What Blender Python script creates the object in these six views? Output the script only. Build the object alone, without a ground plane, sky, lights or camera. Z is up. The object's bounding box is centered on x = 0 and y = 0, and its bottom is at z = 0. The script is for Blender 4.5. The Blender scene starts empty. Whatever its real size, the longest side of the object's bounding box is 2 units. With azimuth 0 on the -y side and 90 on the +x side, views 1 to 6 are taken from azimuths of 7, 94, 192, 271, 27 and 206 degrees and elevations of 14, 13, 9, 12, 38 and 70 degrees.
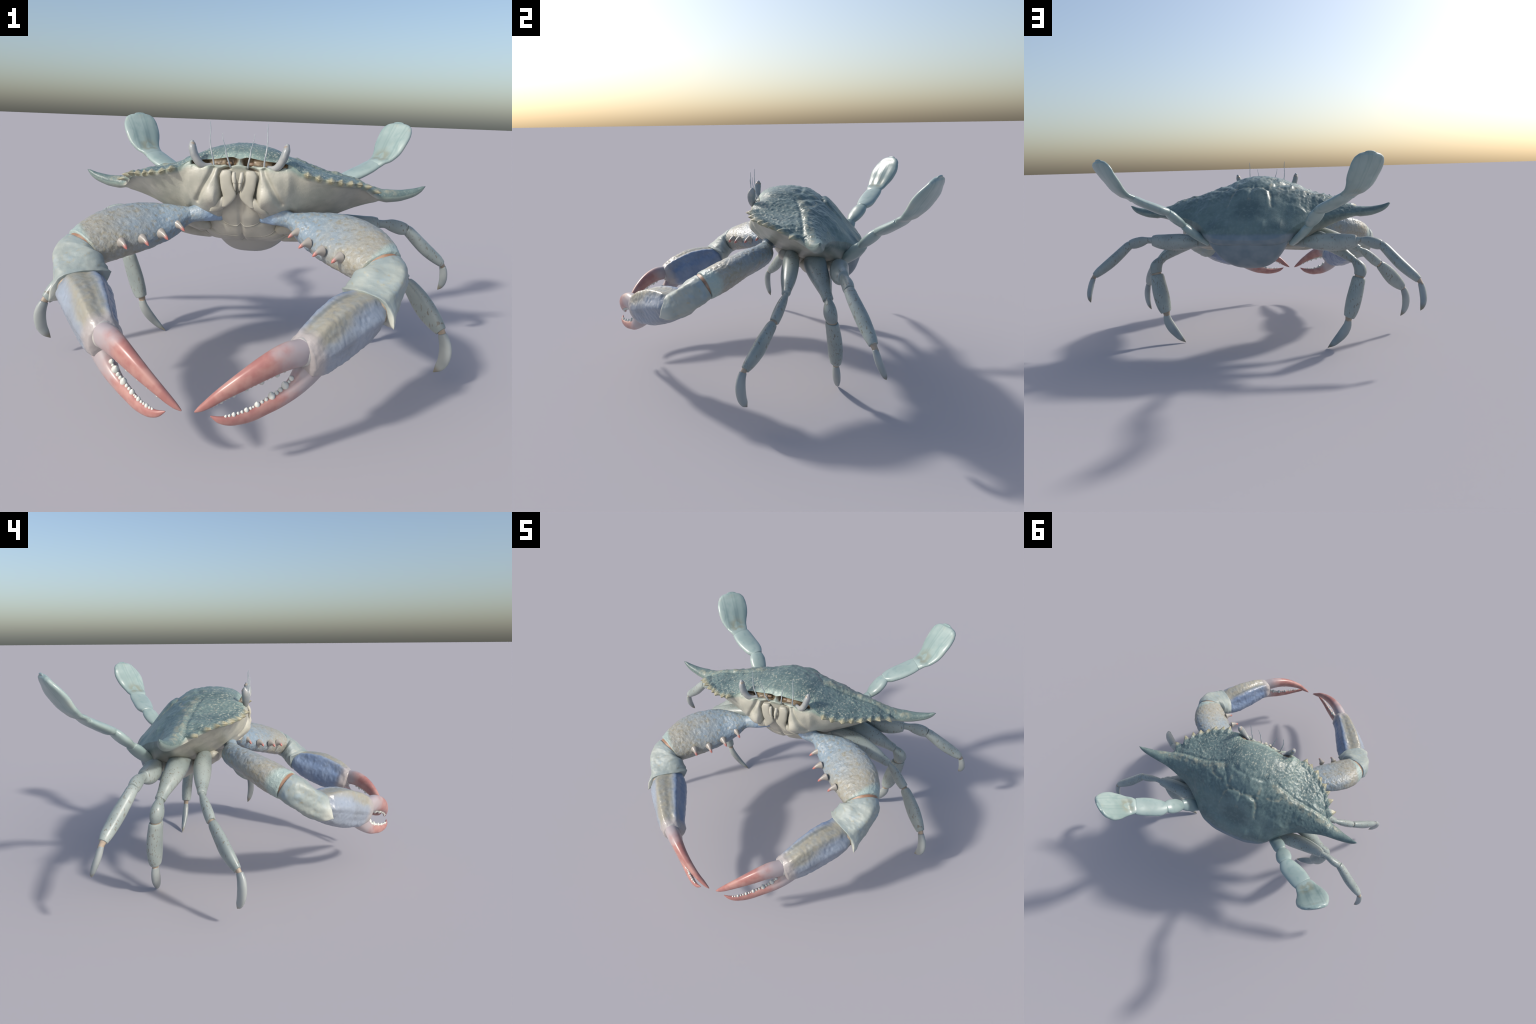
# A blue swimming crab in a threat pose: carapace, claws, walking legs and swimming paddles,
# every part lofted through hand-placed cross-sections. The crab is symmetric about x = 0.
import bpy, math
import numpy as np
from mathutils import Vector, noise

# ------------------------------------------------------------------ helpers
def V(*a): return np.array(a, float)
def unit(v): v = np.asarray(v, float); return v / (np.linalg.norm(v) + 1e-12)

def interp_cr(ts, pts, t):
    """Cubic Hermite interpolation (finite-difference tangents) of points at parameter ts."""
    ts = np.asarray(ts, float); P = np.asarray(pts, float)
    if P.ndim == 1: P = P[:, None]
    n = len(ts); h = np.diff(ts); d = np.diff(P, axis=0) / h[:, None]
    m = np.zeros_like(P)
    m[0] = d[0]; m[-1] = d[-1]
    for i in range(1, n - 1):
        m[i] = (d[i-1] * h[i] + d[i] * h[i-1]) / (h[i-1] + h[i])
    t = np.clip(np.atleast_1d(t), ts[0], ts[-1])
    k = np.clip(np.searchsorted(ts, t, side='right') - 1, 0, n - 2)
    s = ((t - ts[k]) / h[k])[:, None]; H = h[k][:, None]
    return ((2*s**3 - 3*s**2 + 1) * P[k] + (s**3 - 2*s**2 + s) * H * m[k]
            + (-2*s**3 + 3*s**2) * P[k+1] + (s**3 - s**2) * H * m[k+1])

def interp_pchip(ts, ys, t):
    """Monotone cubic interpolation of one value (no overshoot)."""
    ts = np.asarray(ts, float); y = np.asarray(ys, float)
    h = np.diff(ts); d = np.diff(y) / h; m = np.zeros_like(y)
    m[0] = d[0]; m[-1] = d[-1]
    for i in range(1, len(y) - 1):
        if d[i-1] * d[i] > 0:
            w1 = 2*h[i] + h[i-1]; w2 = h[i] + 2*h[i-1]
            m[i] = (w1 + w2) / (w1 / d[i-1] + w2 / d[i])
    t = np.clip(np.atleast_1d(t), ts[0], ts[-1])
    k = np.clip(np.searchsorted(ts, t, side='right') - 1, 0, len(ts) - 2)
    s = (t - ts[k]) / h[k]; H = h[k]
    return ((2*s**3 - 3*s**2 + 1) * y[k] + (s**3 - 2*s**2 + s) * H * m[k]
            + (-2*s**3 + 3*s**2) * y[k+1] + (s**3 - s**2) * H * m[k+1])

def smooth(a, b, x):
    t = np.clip((np.asarray(x, float) - a) / (b - a), 0, 1); return t * t * (3 - 2 * t)

def fbm(p, scale, octaves=3, seed=0.0):
    v, amp, tot = 0.0, 1.0, 0.0
    q = Vector((p[0] * scale + seed, p[1] * scale + seed * .7, p[2] * scale - seed))
    for _ in range(octaves):
        v += amp * noise.noise(q); tot += amp; amp *= .5; q *= 2.03
    return v / tot

def polyline_field(x, y, pts):
    """Distance, signed side and parameter (0..1) of points to a polyline in the xy plane."""
    best = np.full(np.shape(x), 1e9); side = np.zeros(np.shape(x)); par = np.zeros(np.shape(x))
    n = len(pts) - 1
    for i in range(n):
        ax, ay = pts[i]; bx, by = pts[i+1]; dx, dy = bx-ax, by-ay; L2 = dx*dx + dy*dy
        t = np.clip(((x-ax)*dx + (y-ay)*dy) / L2, 0, 1)
        ex, ey = x-(ax+t*dx), y-(ay+t*dy); d = np.hypot(ex, ey)
        s = np.sign(dx*ey - dy*ex); m = d < best
        best = np.where(m, d, best); side = np.where(m, s, side); par = np.where(m, (i+t)/n, par)
    return best, side, par

ROOT = bpy.data.objects.new("blue_crab", None)
bpy.context.scene.collection.objects.link(ROOT)
ROOT["label"] = "blue swimming crab with raised body, spread claws and paddles"
ROOT["category"] = "crab"

def make_object(name, verts, faces, mat, parent=None, smooth_shade=True):
    me = bpy.data.meshes.new(name)
    me.from_pydata([tuple(v) for v in verts], [], [tuple(f) for f in faces]); me.update()
    if smooth_shade: me.polygons.foreach_set("use_smooth", [True] * len(me.polygons))
    if mat: me.materials.append(mat)
    ob = bpy.data.objects.new(name, me)
    bpy.context.scene.collection.objects.link(ob)
    ob.parent = parent or ROOT
    return ob

def mirrored(name, verts, faces, mat, parents=(None, None)):
    """Build the part on the +x side and its mirror image on the -x side."""
    a = make_object(name, verts, faces, mat, parents[0])
    vm = np.asarray(verts) * V(-1, 1, 1)
    b = make_object(name, vm, [tuple(reversed(f)) for f in faces], mat, parents[1])
    return a, b

def loft(stations, nring=40, nseg=32, cap=(1.0, 1.0), shape=None, exps=2.0, disp=None, tip=False):
    """Loft a closed tube. stations: list of (center, u_half_vector, v_half_vector).
    cap: dome length at both ends, relative to the mean half-size there. shape(t, theta) scales the radius.
    tip: the last station closes to a rounded point."""
    C = np.array([s[0] for s in stations], float)
    U = np.array([s[1] for s in stations], float); W = np.array([s[2] for s in stations], float)
    d = np.linalg.norm(np.diff(C, axis=0), axis=1); ts = np.concatenate([[0], np.cumsum(d)]); ts /= ts[-1]
    tt = np.linspace(0, 1, nring)
    if tip: tt = 1 - (1 - tt) ** 1.6
    c = interp_cr(ts, C, tt); u = interp_cr(ts, U, tt); w = interp_cr(ts, W, tt)
    th = np.linspace(0, 2*np.pi, nseg, endpoint=False)
    rings = []; T = []
    def ring(cc, uu, ww, t, k):
        e = exps(t) if callable(exps) else exps
        X = np.sign(np.cos(th)) * np.abs(np.cos(th)) ** (2/e); Y = np.sign(np.sin(th)) * np.abs(np.sin(th)) ** (2/e)
        r = shape(t, th) if shape else 1.0
        return cc + k * ((X*r)[:, None] * uu + (Y*r)[:, None] * ww)
    t0 = unit(c[1]-c[0]); t1 = unit(c[-1]-c[-2])
    m0 = .5*(np.linalg.norm(u[0])+np.linalg.norm(w[0])); m1 = .5*(np.linalg.norm(u[-1])+np.linalg.norm(w[-1]))
    ncap = 6
    for j in range(ncap):
        a = (j + .35) / ncap * math.pi/2
        rings.append(ring(c[0] - t0*m0*cap[0]*math.cos(a), u[0], w[0], 0, math.sin(a)))
    for i in range(nring): rings.append(ring(c[i], u[i], w[i], tt[i], 1))
    for j in reversed(range(ncap)):
        a = (j + .35) / ncap * math.pi/2
        rings.append(ring(c[-1] + t1*m1*cap[1]*math.cos(a), u[-1], w[-1], 1, math.sin(a)))
    R = np.array(rings); n = len(R)
    verts = R.reshape(-1, 3)
    faces = []
    for i in range(n-1):
        for j in range(nseg):
            k = (j+1) % nseg
            faces.append((i*nseg+j, i*nseg+k, (i+1)*nseg+k, (i+1)*nseg+j))
    verts = np.vstack([verts, R[0].mean(0), R[-1].mean(0)]); a0 = n*nseg; a1 = a0+1
    for j in range(nseg):
        k = (j+1) % nseg
        faces.append((a0, k, j)); faces.append((a1, (n-1)*nseg+j, (n-1)*nseg+k))
    # outward orientation
    i = n//2; q = faces[i*nseg]; nr = np.cross(verts[q[1]]-verts[q[0]], verts[q[3]]-verts[q[0]])
    if nr @ (verts[q[0]] - R[i].mean(0)) < 0: faces = [tuple(reversed(f)) for f in faces]
    if disp is not None:
        cen = np.repeat(R.mean(1), nseg, axis=0)
        nrm = verts[:-2] - cen; nrm /= (np.linalg.norm(nrm, axis=1)[:, None] + 1e-9)
        amt = np.array([disp(p) for p in verts[:-2]])
        verts[:-2] += nrm * amt[:, None]
    return verts, faces

def frame_stations(centers, wide_dir, wides, thins):
    """Stations from centres with a preferred wide direction (or one per station), half-width and half-thickness."""
    C = np.array(centers, float); n = len(C); out = []
    for i in range(n):
        t = unit(C[min(i+1, n-1)] - C[max(i-1, 0)])
        d = np.asarray(wide_dir[i] if np.ndim(wide_dir) == 2 else wide_dir, float)
        d = unit(d - t*(d@t)); e = np.cross(t, d)
        out.append((C[i], d*wides[i], e*thins[i]))
    return out

def join(parts):
    vs, fs, o = [], [], 0
    for v, f in parts:
        vs.append(np.asarray(v)); fs += [tuple(i+o for i in q) for q in f]; o += len(v)
    return np.vstack(vs), fs

# ------------------------------------------------------------------ materials
def srgb(r, g, b):
    f = lambda c: c/12.92 if c <= .04045 else ((c+.055)/1.055)**2.4
    return (f(r/255), f(g/255), f(b/255), 1)

class Mat:
    def __init__(self, name, rough=.4, spec=.5, coat=0.0):
        self.m = bpy.data.materials.new(name); self.m.use_nodes = True
        self.t = self.m.node_tree; self.t.nodes.clear()
        self.out = self.n('ShaderNodeOutputMaterial'); self.b = self.n('ShaderNodeBsdfPrincipled')
        self.t.links.new(self.b.outputs[0], self.out.inputs[0])
        self.b.inputs['Roughness'].default_value = rough
        self.b.inputs['Specular IOR Level'].default_value = spec
        self.b.inputs['Coat Weight'].default_value = coat
        self.b.inputs['Coat Roughness'].default_value = .25
        tc = self.n('ShaderNodeTexCoord'); sp = self.n('ShaderNodeSeparateXYZ'); cb = self.n('ShaderNodeCombineXYZ')
        ab = self.n('ShaderNodeMath'); ab.operation = 'ABSOLUTE'
        self.l(tc.outputs['Object'], sp.inputs[0]); self.l(sp.outputs[0], ab.inputs[0])
        self.l(ab.outputs[0], cb.inputs[0]); self.l(sp.outputs[1], cb.inputs[1]); self.l(sp.outputs[2], cb.inputs[2])
        self.co = cb.outputs[0]; self.xyz = (ab.outputs[0], sp.outputs[1], sp.outputs[2])
        self.raw = tc.outputs['Object']; self.bumps = []
    def n(self, k): return self.t.nodes.new(k)
    def l(self, a, b): self.t.links.new(a, b)
    def setin(self, sock, v):
        if isinstance(v, bpy.types.NodeSocket): self.l(v, sock)
        else: sock.default_value = v
    def math(self, op, a, b=0.0, c=0.0, clamp=False):
        m = self.n('ShaderNodeMath'); m.operation = op; m.use_clamp = clamp
        for s, v in zip(m.inputs, (a, b, c)): self.setin(s, v)
        return m.outputs[0]
    def ramp(self, fac, a, b, lo=0.0, hi=1.0):
        m = self.n('ShaderNodeMapRange'); m.interpolation_type = 'SMOOTHSTEP'
        self.setin(m.inputs[0], fac)
        for i, v in enumerate((a, b, lo, hi)): m.inputs[i+1].default_value = v
        return m.outputs[0]
    def mix(self, fac, a, b):
        m = self.n('ShaderNodeMix'); m.data_type = 'RGBA'
        self.setin(m.inputs[0], fac); self.setin(m.inputs[6], a); self.setin(m.inputs[7], b)
        return m.outputs[2]
    def noise(self, scale, detail=3, rough=.5, stretch=None, dist=0.0):
        co = self.co
        if stretch is not None:
            mp = self.n('ShaderNodeMapping'); mp.inputs['Scale'].default_value = stretch; self.l(co, mp.inputs[0]); co = mp.outputs[0]
        t = self.n('ShaderNodeTexNoise'); t.inputs['Scale'].default_value = scale
        t.inputs['Detail'].default_value = detail; t.inputs['Roughness'].default_value = rough
        t.inputs['Distortion'].default_value = dist; self.l(co, t.inputs['Vector']); return t.outputs[0]
    def voronoi(self, scale, feature='F1'):
        t = self.n('ShaderNodeTexVoronoi'); t.feature = feature; t.inputs['Scale'].default_value = scale
        self.l(self.co, t.inputs['Vector']); return t.outputs[0]
    def along(self, p0, p1):
        """0 at p0, 1 at p1 along the straight line."""
        d = V(*p1) - V(*p0); L = d @ d
        s = self.n('ShaderNodeVectorMath'); s.operation = 'SUBTRACT'; self.l(self.co, s.inputs[0]); s.inputs[1].default_value = p0
        k = self.n('ShaderNodeVectorMath'); k.operation = 'DOT_PRODUCT'; self.l(s.outputs[0], k.inputs[0]); k.inputs[1].default_value = tuple(d/L)
        return k.outputs['Value']
    def dist(self, p):
        s = self.n('ShaderNodeVectorMath'); s.operation = 'DISTANCE'; self.l(self.co, s.inputs[0]); s.inputs[1].default_value = p
        return s.outputs['Value']
    def bump(self, h, strength, distance):
        b = self.n('ShaderNodeBump'); b.inputs['Strength'].default_value = strength; b.inputs['Distance'].default_value = distance
        self.setin(b.inputs['Height'], h)
        if self.bumps: self.l(self.bumps[-1], b.inputs['Normal'])
        self.bumps.append(b.outputs[0])
    def done(self, color):
        self.setin(self.b.inputs['Base Color'], color)
        if self.bumps: self.l(self.bumps[-1], self.b.inputs['Normal'])
        return self.m

TEAL, TEAL_D = srgb(107,126,123), srgb(87,106,106)
CREAM, CREAM_D = srgb(196,194,180), srgb(166,162,146)
SAND = srgb(156,154,134)

def carapace_materials():
    out = []
    for under in (False, True):
        m = Mat("carapace_underside" if under else "carapace_shell", .38, .5)
        x, y, z = m.xyz
        n1 = m.noise(9, 4); n2 = m.noise(55, 3)
        top = m.mix(m.ramp(n1, .35, .65), TEAL_D, TEAL)
        top = m.mix(m.math('MULTIPLY', m.ramp(n2, .45, .7), .35), top, srgb(124,144,140))
        if not under:
            # pale flecks over the front half
            fleck = m.ramp(m.noise(125, 2, .5, (1, .55, 1), .6), 0.56, .62)
            front = m.ramp(y, .34, .12)
            patch = m.ramp(m.noise(16, 2), .36, .56, .5, 1.0)
            top = m.mix(m.math('MULTIPLY', m.math('MULTIPLY', m.math('MULTIPLY', fleck, front), patch), .75), top, srgb(180,182,166))
            # sandy crest along the side ridge and the borders of the middle lobes
            def seg(p0, p1, w):
                a = m.along(p0, p1); a = m.math('MINIMUM', m.math('MAXIMUM', a, 0.0), 1.0)
                cb = m.n('ShaderNodeVectorMath'); cb.operation = 'MULTIPLY_ADD'
                cmb = m.n('ShaderNodeCombineXYZ')
                for i in range(3): m.l(a, cmb.inputs[i])
                m.l(cmb.outputs[0], cb.inputs[0]); cb.inputs[1].default_value = tuple(V(*p1)-V(*p0)); cb.inputs[2].default_value = p0
                ds = m.n('ShaderNodeVectorMath'); ds.operation = 'DISTANCE'; m.l(m.co, ds.inputs[0]); m.l(cb.outputs[0], ds.inputs[1])
                return m.ramp(ds.outputs['Value'], w, w*.2)
            segs = [((.18,.222,.955),(.30,.248,.92),.030), ((.30,.248,.92),(.43,.258,.888),.036), ((.43,.258,.888),(.56,.265,.85),.04),
                    ((.56,.265,.85),(.66,.27,.825),.035),
                    ((.078,.345,.93),(.112,.36,.915),.013), ((.112,.36,.915),(.133,.445,.84),.012),
                    ((.008,.345,.94),(.004,.43,.875),.012), ((.1,.25,.98),(.103,.30,.955),.014), ((.03,.335,.945),(.11,.33,.94),.014),
                    ((.168,.305,.935),(.237,.283,.925),.014), ((.237,.283,.925),(.255,.24,.93),.014)]
            s = None
            for q in segs:
                k = seg(*q); s = k if s is None else m.math('MAXIMUM', s, k)
            s = m.math('MULTIPLY', s, m.ramp(m.noise(34, 3), 0.40, .62, .06, .62))
            top = m.mix(s, top, SAND)
            # frontal rim is a paler green
            rim = m.math('MULTIPLY', m.ramp(y, .012, -.015), m.ramp(x, .25, .20))
            col = m.mix(m.math('MULTIPLY', rim, .55), top, srgb(150,172,162))
        else:
            belly = m.mix(m.ramp(m.noise(14, 4), .3, .7), srgb(165,165,153), srgb(185,183,170))
            belly = m.mix(m.ramp(m.noise(40, 3), .58, .72, 0, .3), belly, srgb(152,153,142))
            # height of the margin above, as a function of |x|
            def curve(pts):
                r = m.n('ShaderNodeValToRGB'); e = r.color_ramp.elements
                while len(e) < len(pts): e.new(.5)
                for el, (px, pz) in zip(e, pts): el.position = px; el.color = (pz, pz, pz, 1)
                m.l(x, r.inputs[0]); g = m.n('ShaderNodeSeparateColor'); m.l(r.outputs[0], g.inputs[0]); return g.outputs[0]
            zf = curve([(0,.955),(.15,.945),(.205,.94),(.26,.908),(.36,.889),(.44,.871),(.509,.858),(.574,.826),(.604,.800),(.69,.801),(.757,.8175),(.804,.846)])
            zr = curve([(0,.662),(.2,.68),(.3,.755),(.4,.782),(.5,.79),(.6,.795),(.72,.807),(.804,.846)])
            wob = m.math('MULTIPLY', m.math('SUBTRACT', m.noise(26, 3), .5), .02)
            below = m.math('ADD', m.math('SUBTRACT', zf, z), wob)
            col = m.mix(m.ramp(below, .002, .030), m.mix(.45, top, srgb(150,166,154)), belly)
            rim2 = m.math('MULTIPLY', m.math('MULTIPLY', m.ramp(z, .900, .925), m.ramp(x, .24, .20)), m.ramp(y, -.02, -.032))
            col = m.mix(m.math('MULTIPLY', rim2, .5), col, srgb(146,164,152))
            # brown hollows of the eye sockets and feeler pits
            pit = m.math('MULTIPLY', m.math('MULTIPLY', m.ramp(y, -.030, -.014), m.ramp(z, .962, .956)), m.ramp(z, .900, .915))
            pit = m.math('MULTIPLY', pit, m.ramp(x, .207, .197))
            col = m.mix(pit, col, m.mix(m.ramp(m.noise(30, 2), .4, .6), srgb(96,84,66), srgb(140,124,100)))
            # turned-down rear flank and the side spines keep the shell colour
            rear = m.math('MULTIPLY', m.ramp(m.math('ADD', m.math('SUBTRACT', zr, z), wob), .12, .015), m.ramp(y, .27, .34))
            col = m.mix(rear, col, top)
            sp = m.math('MULTIPLY', m.ramp(x, .58, .70), .75)
            col = m.mix(sp, col, m.mix(.4, top, srgb(150,164,156)))
        hind = m.math('MULTIPLY', m.math('MULTIPLY', m.ramp(m.math('ADD', z, m.math('MULTIPLY', m.math('SUBTRACT', m.noise(20, 2), .5), .01)), .703, .683), m.ramp(y, .46, .50)), m.ramp(x, .34, .26))
        col = m.mix(hind, col, m.mix(m.ramp(m.noise(14, 4), .3, .7), srgb(110,126,134), srgb(128,140,146)))
        # horny tan points of the margin teeth
        t = None
        for p in TEETH:
            k = m.ramp(m.dist(p), .042, .010); t = k if t is None else m.math('MAXIMUM', t, k)
        col = m.mix(m.math('MULTIPLY', t, .85), col, m.mix(m.ramp(m.noise(50, 2), .4, .6), srgb(150,142,112), srgb(184,176,144)))
        m.bump(m.noise(150, 3), .25, .004)
        out.append(m.done(col))
    return out

def cream_material(name="belly_shell", a=srgb(168,166,153), b=srgb(188,185,171)):
    m = Mat(name, .42, .5)
    c = m.mix(m.ramp(m.noise(12, 4), .3, .7), a, b)
    c = m.mix(m.ramp(m.noise(60, 3), .6, .75, 0, .25), c, srgb(160,152,132))
    m.bump(m.noise(90, 3), .15, .003)
    return m.done(c)

def abdomen_material():
    m = Mat("tail_flap_shell", .5, .4)
    x, y, z = m.xyz
    c = m.mix(m.ramp(m.noise(14, 4), .3, .7), srgb(110,126,134), srgb(128,140,146))
    c = m.mix(m.ramp(y, .42, .34), c, srgb(176,175,166))
    m.bump(m.noise(120, 3), .15, .003)
    return m.done(c)

def leg_material():
    m = Mat("leg_shell", .34, .5)
    c = m.mix(m.ramp(m.noise(7, 3), .3, .7), srgb(134,145,143), srgb(156,165,161))
    sp = m.ramp(m.noise(85, 2, .5, (1.3, 1.3, .5)), .59, .67)
    c = m.mix(m.math('MULTIPLY', sp, m.ramp(m.noise(10, 2), .35, .6, .2, .75)), c, srgb(112,104,90))
    m.bump(m.noise(60, 3), .08, .003)
    return m.done(c)

def tip_material():
    m = Mat("leg_tip_shell", .34, .5)
    x, y, z = m.xyz
    c = m.mix(m.ramp(m.noise(9, 3), .3, .7), srgb(134,143,144), srgb(156,162,160))
    t = None
    for p in ((.866,-.022,.0915), (.444,.411,.001), (.968,.59,.288)):
        k = m.ramp(m.dist(p), .05, .012); t = k if t is None else m.math('MAXIMUM', t, k)
    c = m.mix(m.math('MULTIPLY', t, .8), c, srgb(122,114,94))
    return m.done(c)

def joint_material():
    m = Mat("joint_skin", .5, .4)
    return m.done(m.mix(m.ramp(m.noise(30, 3), .35, .65), srgb(146,134,118), srgb(172,156,138)))

def paddle_material():
    m = Mat("paddle_shell", .3, .55)
    c = m.mix(m.ramp(m.noise(6, 3), .3, .7), srgb(136,155,152), srgb(156,173,169))
    # soft streaks running along the blade and an olive stain near its root
    st = m.noise(26, 2, .5, (1, 1, .25))
    c = m.mix(m.ramp(st, .5, .72, 0, .45), c, srgb(122,148,146))
    root = m.math('MULTIPLY', m.ramp(m.dist((.625,.715,.955)), .075, .02), m.ramp(m.noise(22, 3), .4, .62))
    root = m.math('MULTIPLY', root, m.ramp(m.along((.594,.696,.913), (.718,.825,1.126)), .0, .06))
    c = m.mix(m.math('MULTIPLY', root, .7), c, srgb(132,132,112))
    w1 = m.along((.65,.75,1.0), tuple(V(.65,.75,1.0) + .1*unit(V(-.74,.67,0))))
    rb = m.n('ShaderNodeTexNoise'); rb.noise_dimensions = '1D'; rb.inputs['Scale'].default_value = 7.0; rb.inputs['Detail'].default_value = 3
    m.l(m.math('ADD', w1, m.math('MULTIPLY', m.noise(5, 2), .12)), rb.inputs['W'])
    onb = m.ramp(m.along((.594,.696,.913), (.718,.825,1.126)), .03, .15)
    c = m.mix(m.math('MULTIPLY', m.ramp(rb.outputs[0], .46, .70, 0, .4), onb), c, srgb(116,140,137))
    m.bump(m.math('MULTIPLY', rb.outputs[0], onb), .12, .006)
    edge = m.ramp(m.noise(9, 2), .6, .75, 0, .3)
    c = m.mix(edge, c, srgb(182,178,158))
    return m.done(c)

def arm_material():
    m = Mat("claw_arm_shell", .38, .5)
    along = m.along((.213,.035,.701), (.584,-.251,.592))
    blue, sand = srgb(128,146,160), srgb(152,150,139)
    g = m.math('ADD', along, m.math('MULTIPLY', m.math('SUBTRACT', m.noise(9, 3), .5), .9))
    c = m.mix(m.ramp(g, .2, .88), blue, sand)
    c = m.mix(m.ramp(m.noise(48, 3), .5, .68, 0, .55), c, srgb(138,131,108))
    c = m.mix(m.ramp(m.noise(52, 3, .5, (1.2,1,1)), .5, .68, 0, .42), c, srgb(160,168,171))
    c = m.mix(m.ramp(along, .93, 1.0, 0, .8), c, srgb(158,178,174))
    c = m.mix(m.ramp(along, -.02, -.12), c, srgb(142,166,192))
    m.bump(m.noise(70, 3), .5, .008)
    return m.done(c)

def wrist_material():
    m = Mat("claw_wrist_shell", .46, .45)
    c = m.mix(m.ramp(m.noise(10, 3), .3, .7), srgb(138,151,151), srgb(160,167,160))
    c = m.mix(m.ramp(m.noise(50, 3), .58, .74, 0, .5), c, srgb(158,150,122))
    c = m.mix(m.ramp(m.noise(14, 2), .55, .72, 0, .5), c, srgb(142,162,174))
    c = m.mix(m.ramp(m.dist((.623,-.47,.435)), .09, .02, 0, .7), c, srgb(206,206,192))
    m.bump(m.noise(45, 3), .3, .006)
    return m.done(c)

PA, PB = V(.525,-.389,.48), V(.331,-.671,.391)
PT = unit(PB-PA); PU = unit(V(0,0,1) - PT*PT[2]); PO = np.cross(PU, PT) * 1.0
if PO[0] < 0: PO = -PO          # outward side of the palm

def palm_material():
    m = Mat("claw_hand_shell", .33, .55)
    o = m.along(tuple((PA+PB)/2), tuple((PA+PB)/2 + PO*.1))      # -1 inner .. +1 outer
    u = m.along(tuple((PA+PB)/2), tuple((PA+PB)/2 + PU*.1))
    a = m.along(tuple(PA), tuple(PB))
    blue, blue_d, tan, grey = srgb(126,143,168), srgb(110,129,158), srgb(154,149,131), srgb(138,146,156)
    n = m.noise(22, 3)
    c = m.mix(m.ramp(m.noise(9, 3), .35, .65), grey, srgb(146,156,169))
    # inner flank saturated blue
    inner = m.ramp(m.math('ADD', o, m.math('MULTIPLY', m.math('SUBTRACT', n, .5), .5)), -.15, -.5)
    c = m.mix(inner, c, m.mix(m.ramp(m.noise(11, 3), .35, .65), blue_d, blue))
    # tan crest along the upper outer ridge
    wv = m.math('MULTIPLY', m.math('SUBTRACT', n, .5), .35)
    cr = m.math('MULTIPLY', m.ramp(m.math('ADD', u, wv), .1, .42), m.ramp(m.math('ADD', o, wv), -.35, .0))
    cr = m.math('MULTIPLY', cr, m.ramp(o, .85, .6))
    c = m.mix(m.math('MULTIPLY', cr, .9), c, m.mix(m.ramp(m.noise(30, 3), .4, .65), tan, srgb(150,150,140)))
    # dark groove on the upper face
    gr = m.math('MULTIPLY', m.ramp(m.math('ABSOLUTE', m.math('ADD', o, .12)), .11, .02), m.ramp(u, .45, .7))
    gr = m.math('MULTIPLY', gr, m.math('MULTIPLY', m.ramp(a, .1, .25), m.ramp(a, .9, .75)))
    c = m.mix(m.math('MULTIPLY', gr, .45), c, srgb(98,106,104))
    c = m.mix(m.ramp(m.noise(55, 3), .6, .72, 0, .4), c, srgb(120,126,132))
    # lilac-grey knuckles at the finger root
    c = m.mix(m.ramp(a, .84, 1.0), c, srgb(166,160,158))
    m.bump(m.noise(50, 3), .3, .006)
    return m.done(c)

def finger_material():
    m = Mat("claw_finger_shell", .32, .55)
    a = m.along((.34,-.66,.37), (.045,-.85,.255))
    c = m.mix(m.ramp(m.noise(22, 3), .35, .65), srgb(164,112,106), srgb(178,134,125))
    g = m.math('ADD', a, m.math('MULTIPLY', m.math('SUBTRACT', m.noise(24, 3), .5), .35))
    c = m.mix(m.ramp(g, .42, .06), c, srgb(168,158,160))
    return m.done(c)

def spine_material():
    m = Mat("claw_thorn_shell", .32, .5)
    c = None
    base, red = srgb(158,153,146), srgb(184,114,106)
    t = None
    for tip in MERUS_SPINES:
        k = m.ramp(m.dist(tip), .03, .008); t = k if t is None else m.math('MAXIMUM', t, k)
    return m.done(m.mix(t, base, red))

def plain(name, col, col2=None, rough=.4, scale=25):
    m = Mat(name, rough, .5)
    return m.done(m.mix(m.ramp(m.noise(scale, 3), .35, .65), col, col2 or col))

MERUS_SPINES = [(.218,-.067,.646), (.267,-.144,.622), (.326,-.215,.608), (.399,-.262,.599)]

TEETH = [(.286,-.066,.903),(.331,-.051,.888),(.382,-.032,.881),(.425,.003,.874),(.469,.032,.870),(.511,.067,.864),(.551,.110,.854),(.596,.170,.825)]
M_CARA, M_UNDER = carapace_materials(); M_BELLY = cream_material(); M_ABD = abdomen_material()
M_LEG = leg_material(); M_TIP = tip_material(); M_JOINT = joint_material(); M_PAD = paddle_material()
M_ARM = arm_material(); M_WRIST = wrist_material(); M_PALM = palm_material(); M_FING = finger_material()
M_THORN = spine_material()
M_TOOTH = plain("claw_tooth_enamel", srgb(196,200,194), srgb(214,216,208), .3)
M_MARG = plain("margin_tooth_shell", srgb(160,160,134), srgb(186,182,150), .35)
M_EYE = plain("eyestalk_shell", srgb(140,146,148), srgb(160,162,160), .25)
M_FEEL = plain("feeler_shell", srgb(150,162,168), srgb(190,196,196), .3)
M_SOCK = plain("socket_skin", srgb(122,100,84), srgb(146,132,108), .45)

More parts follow.
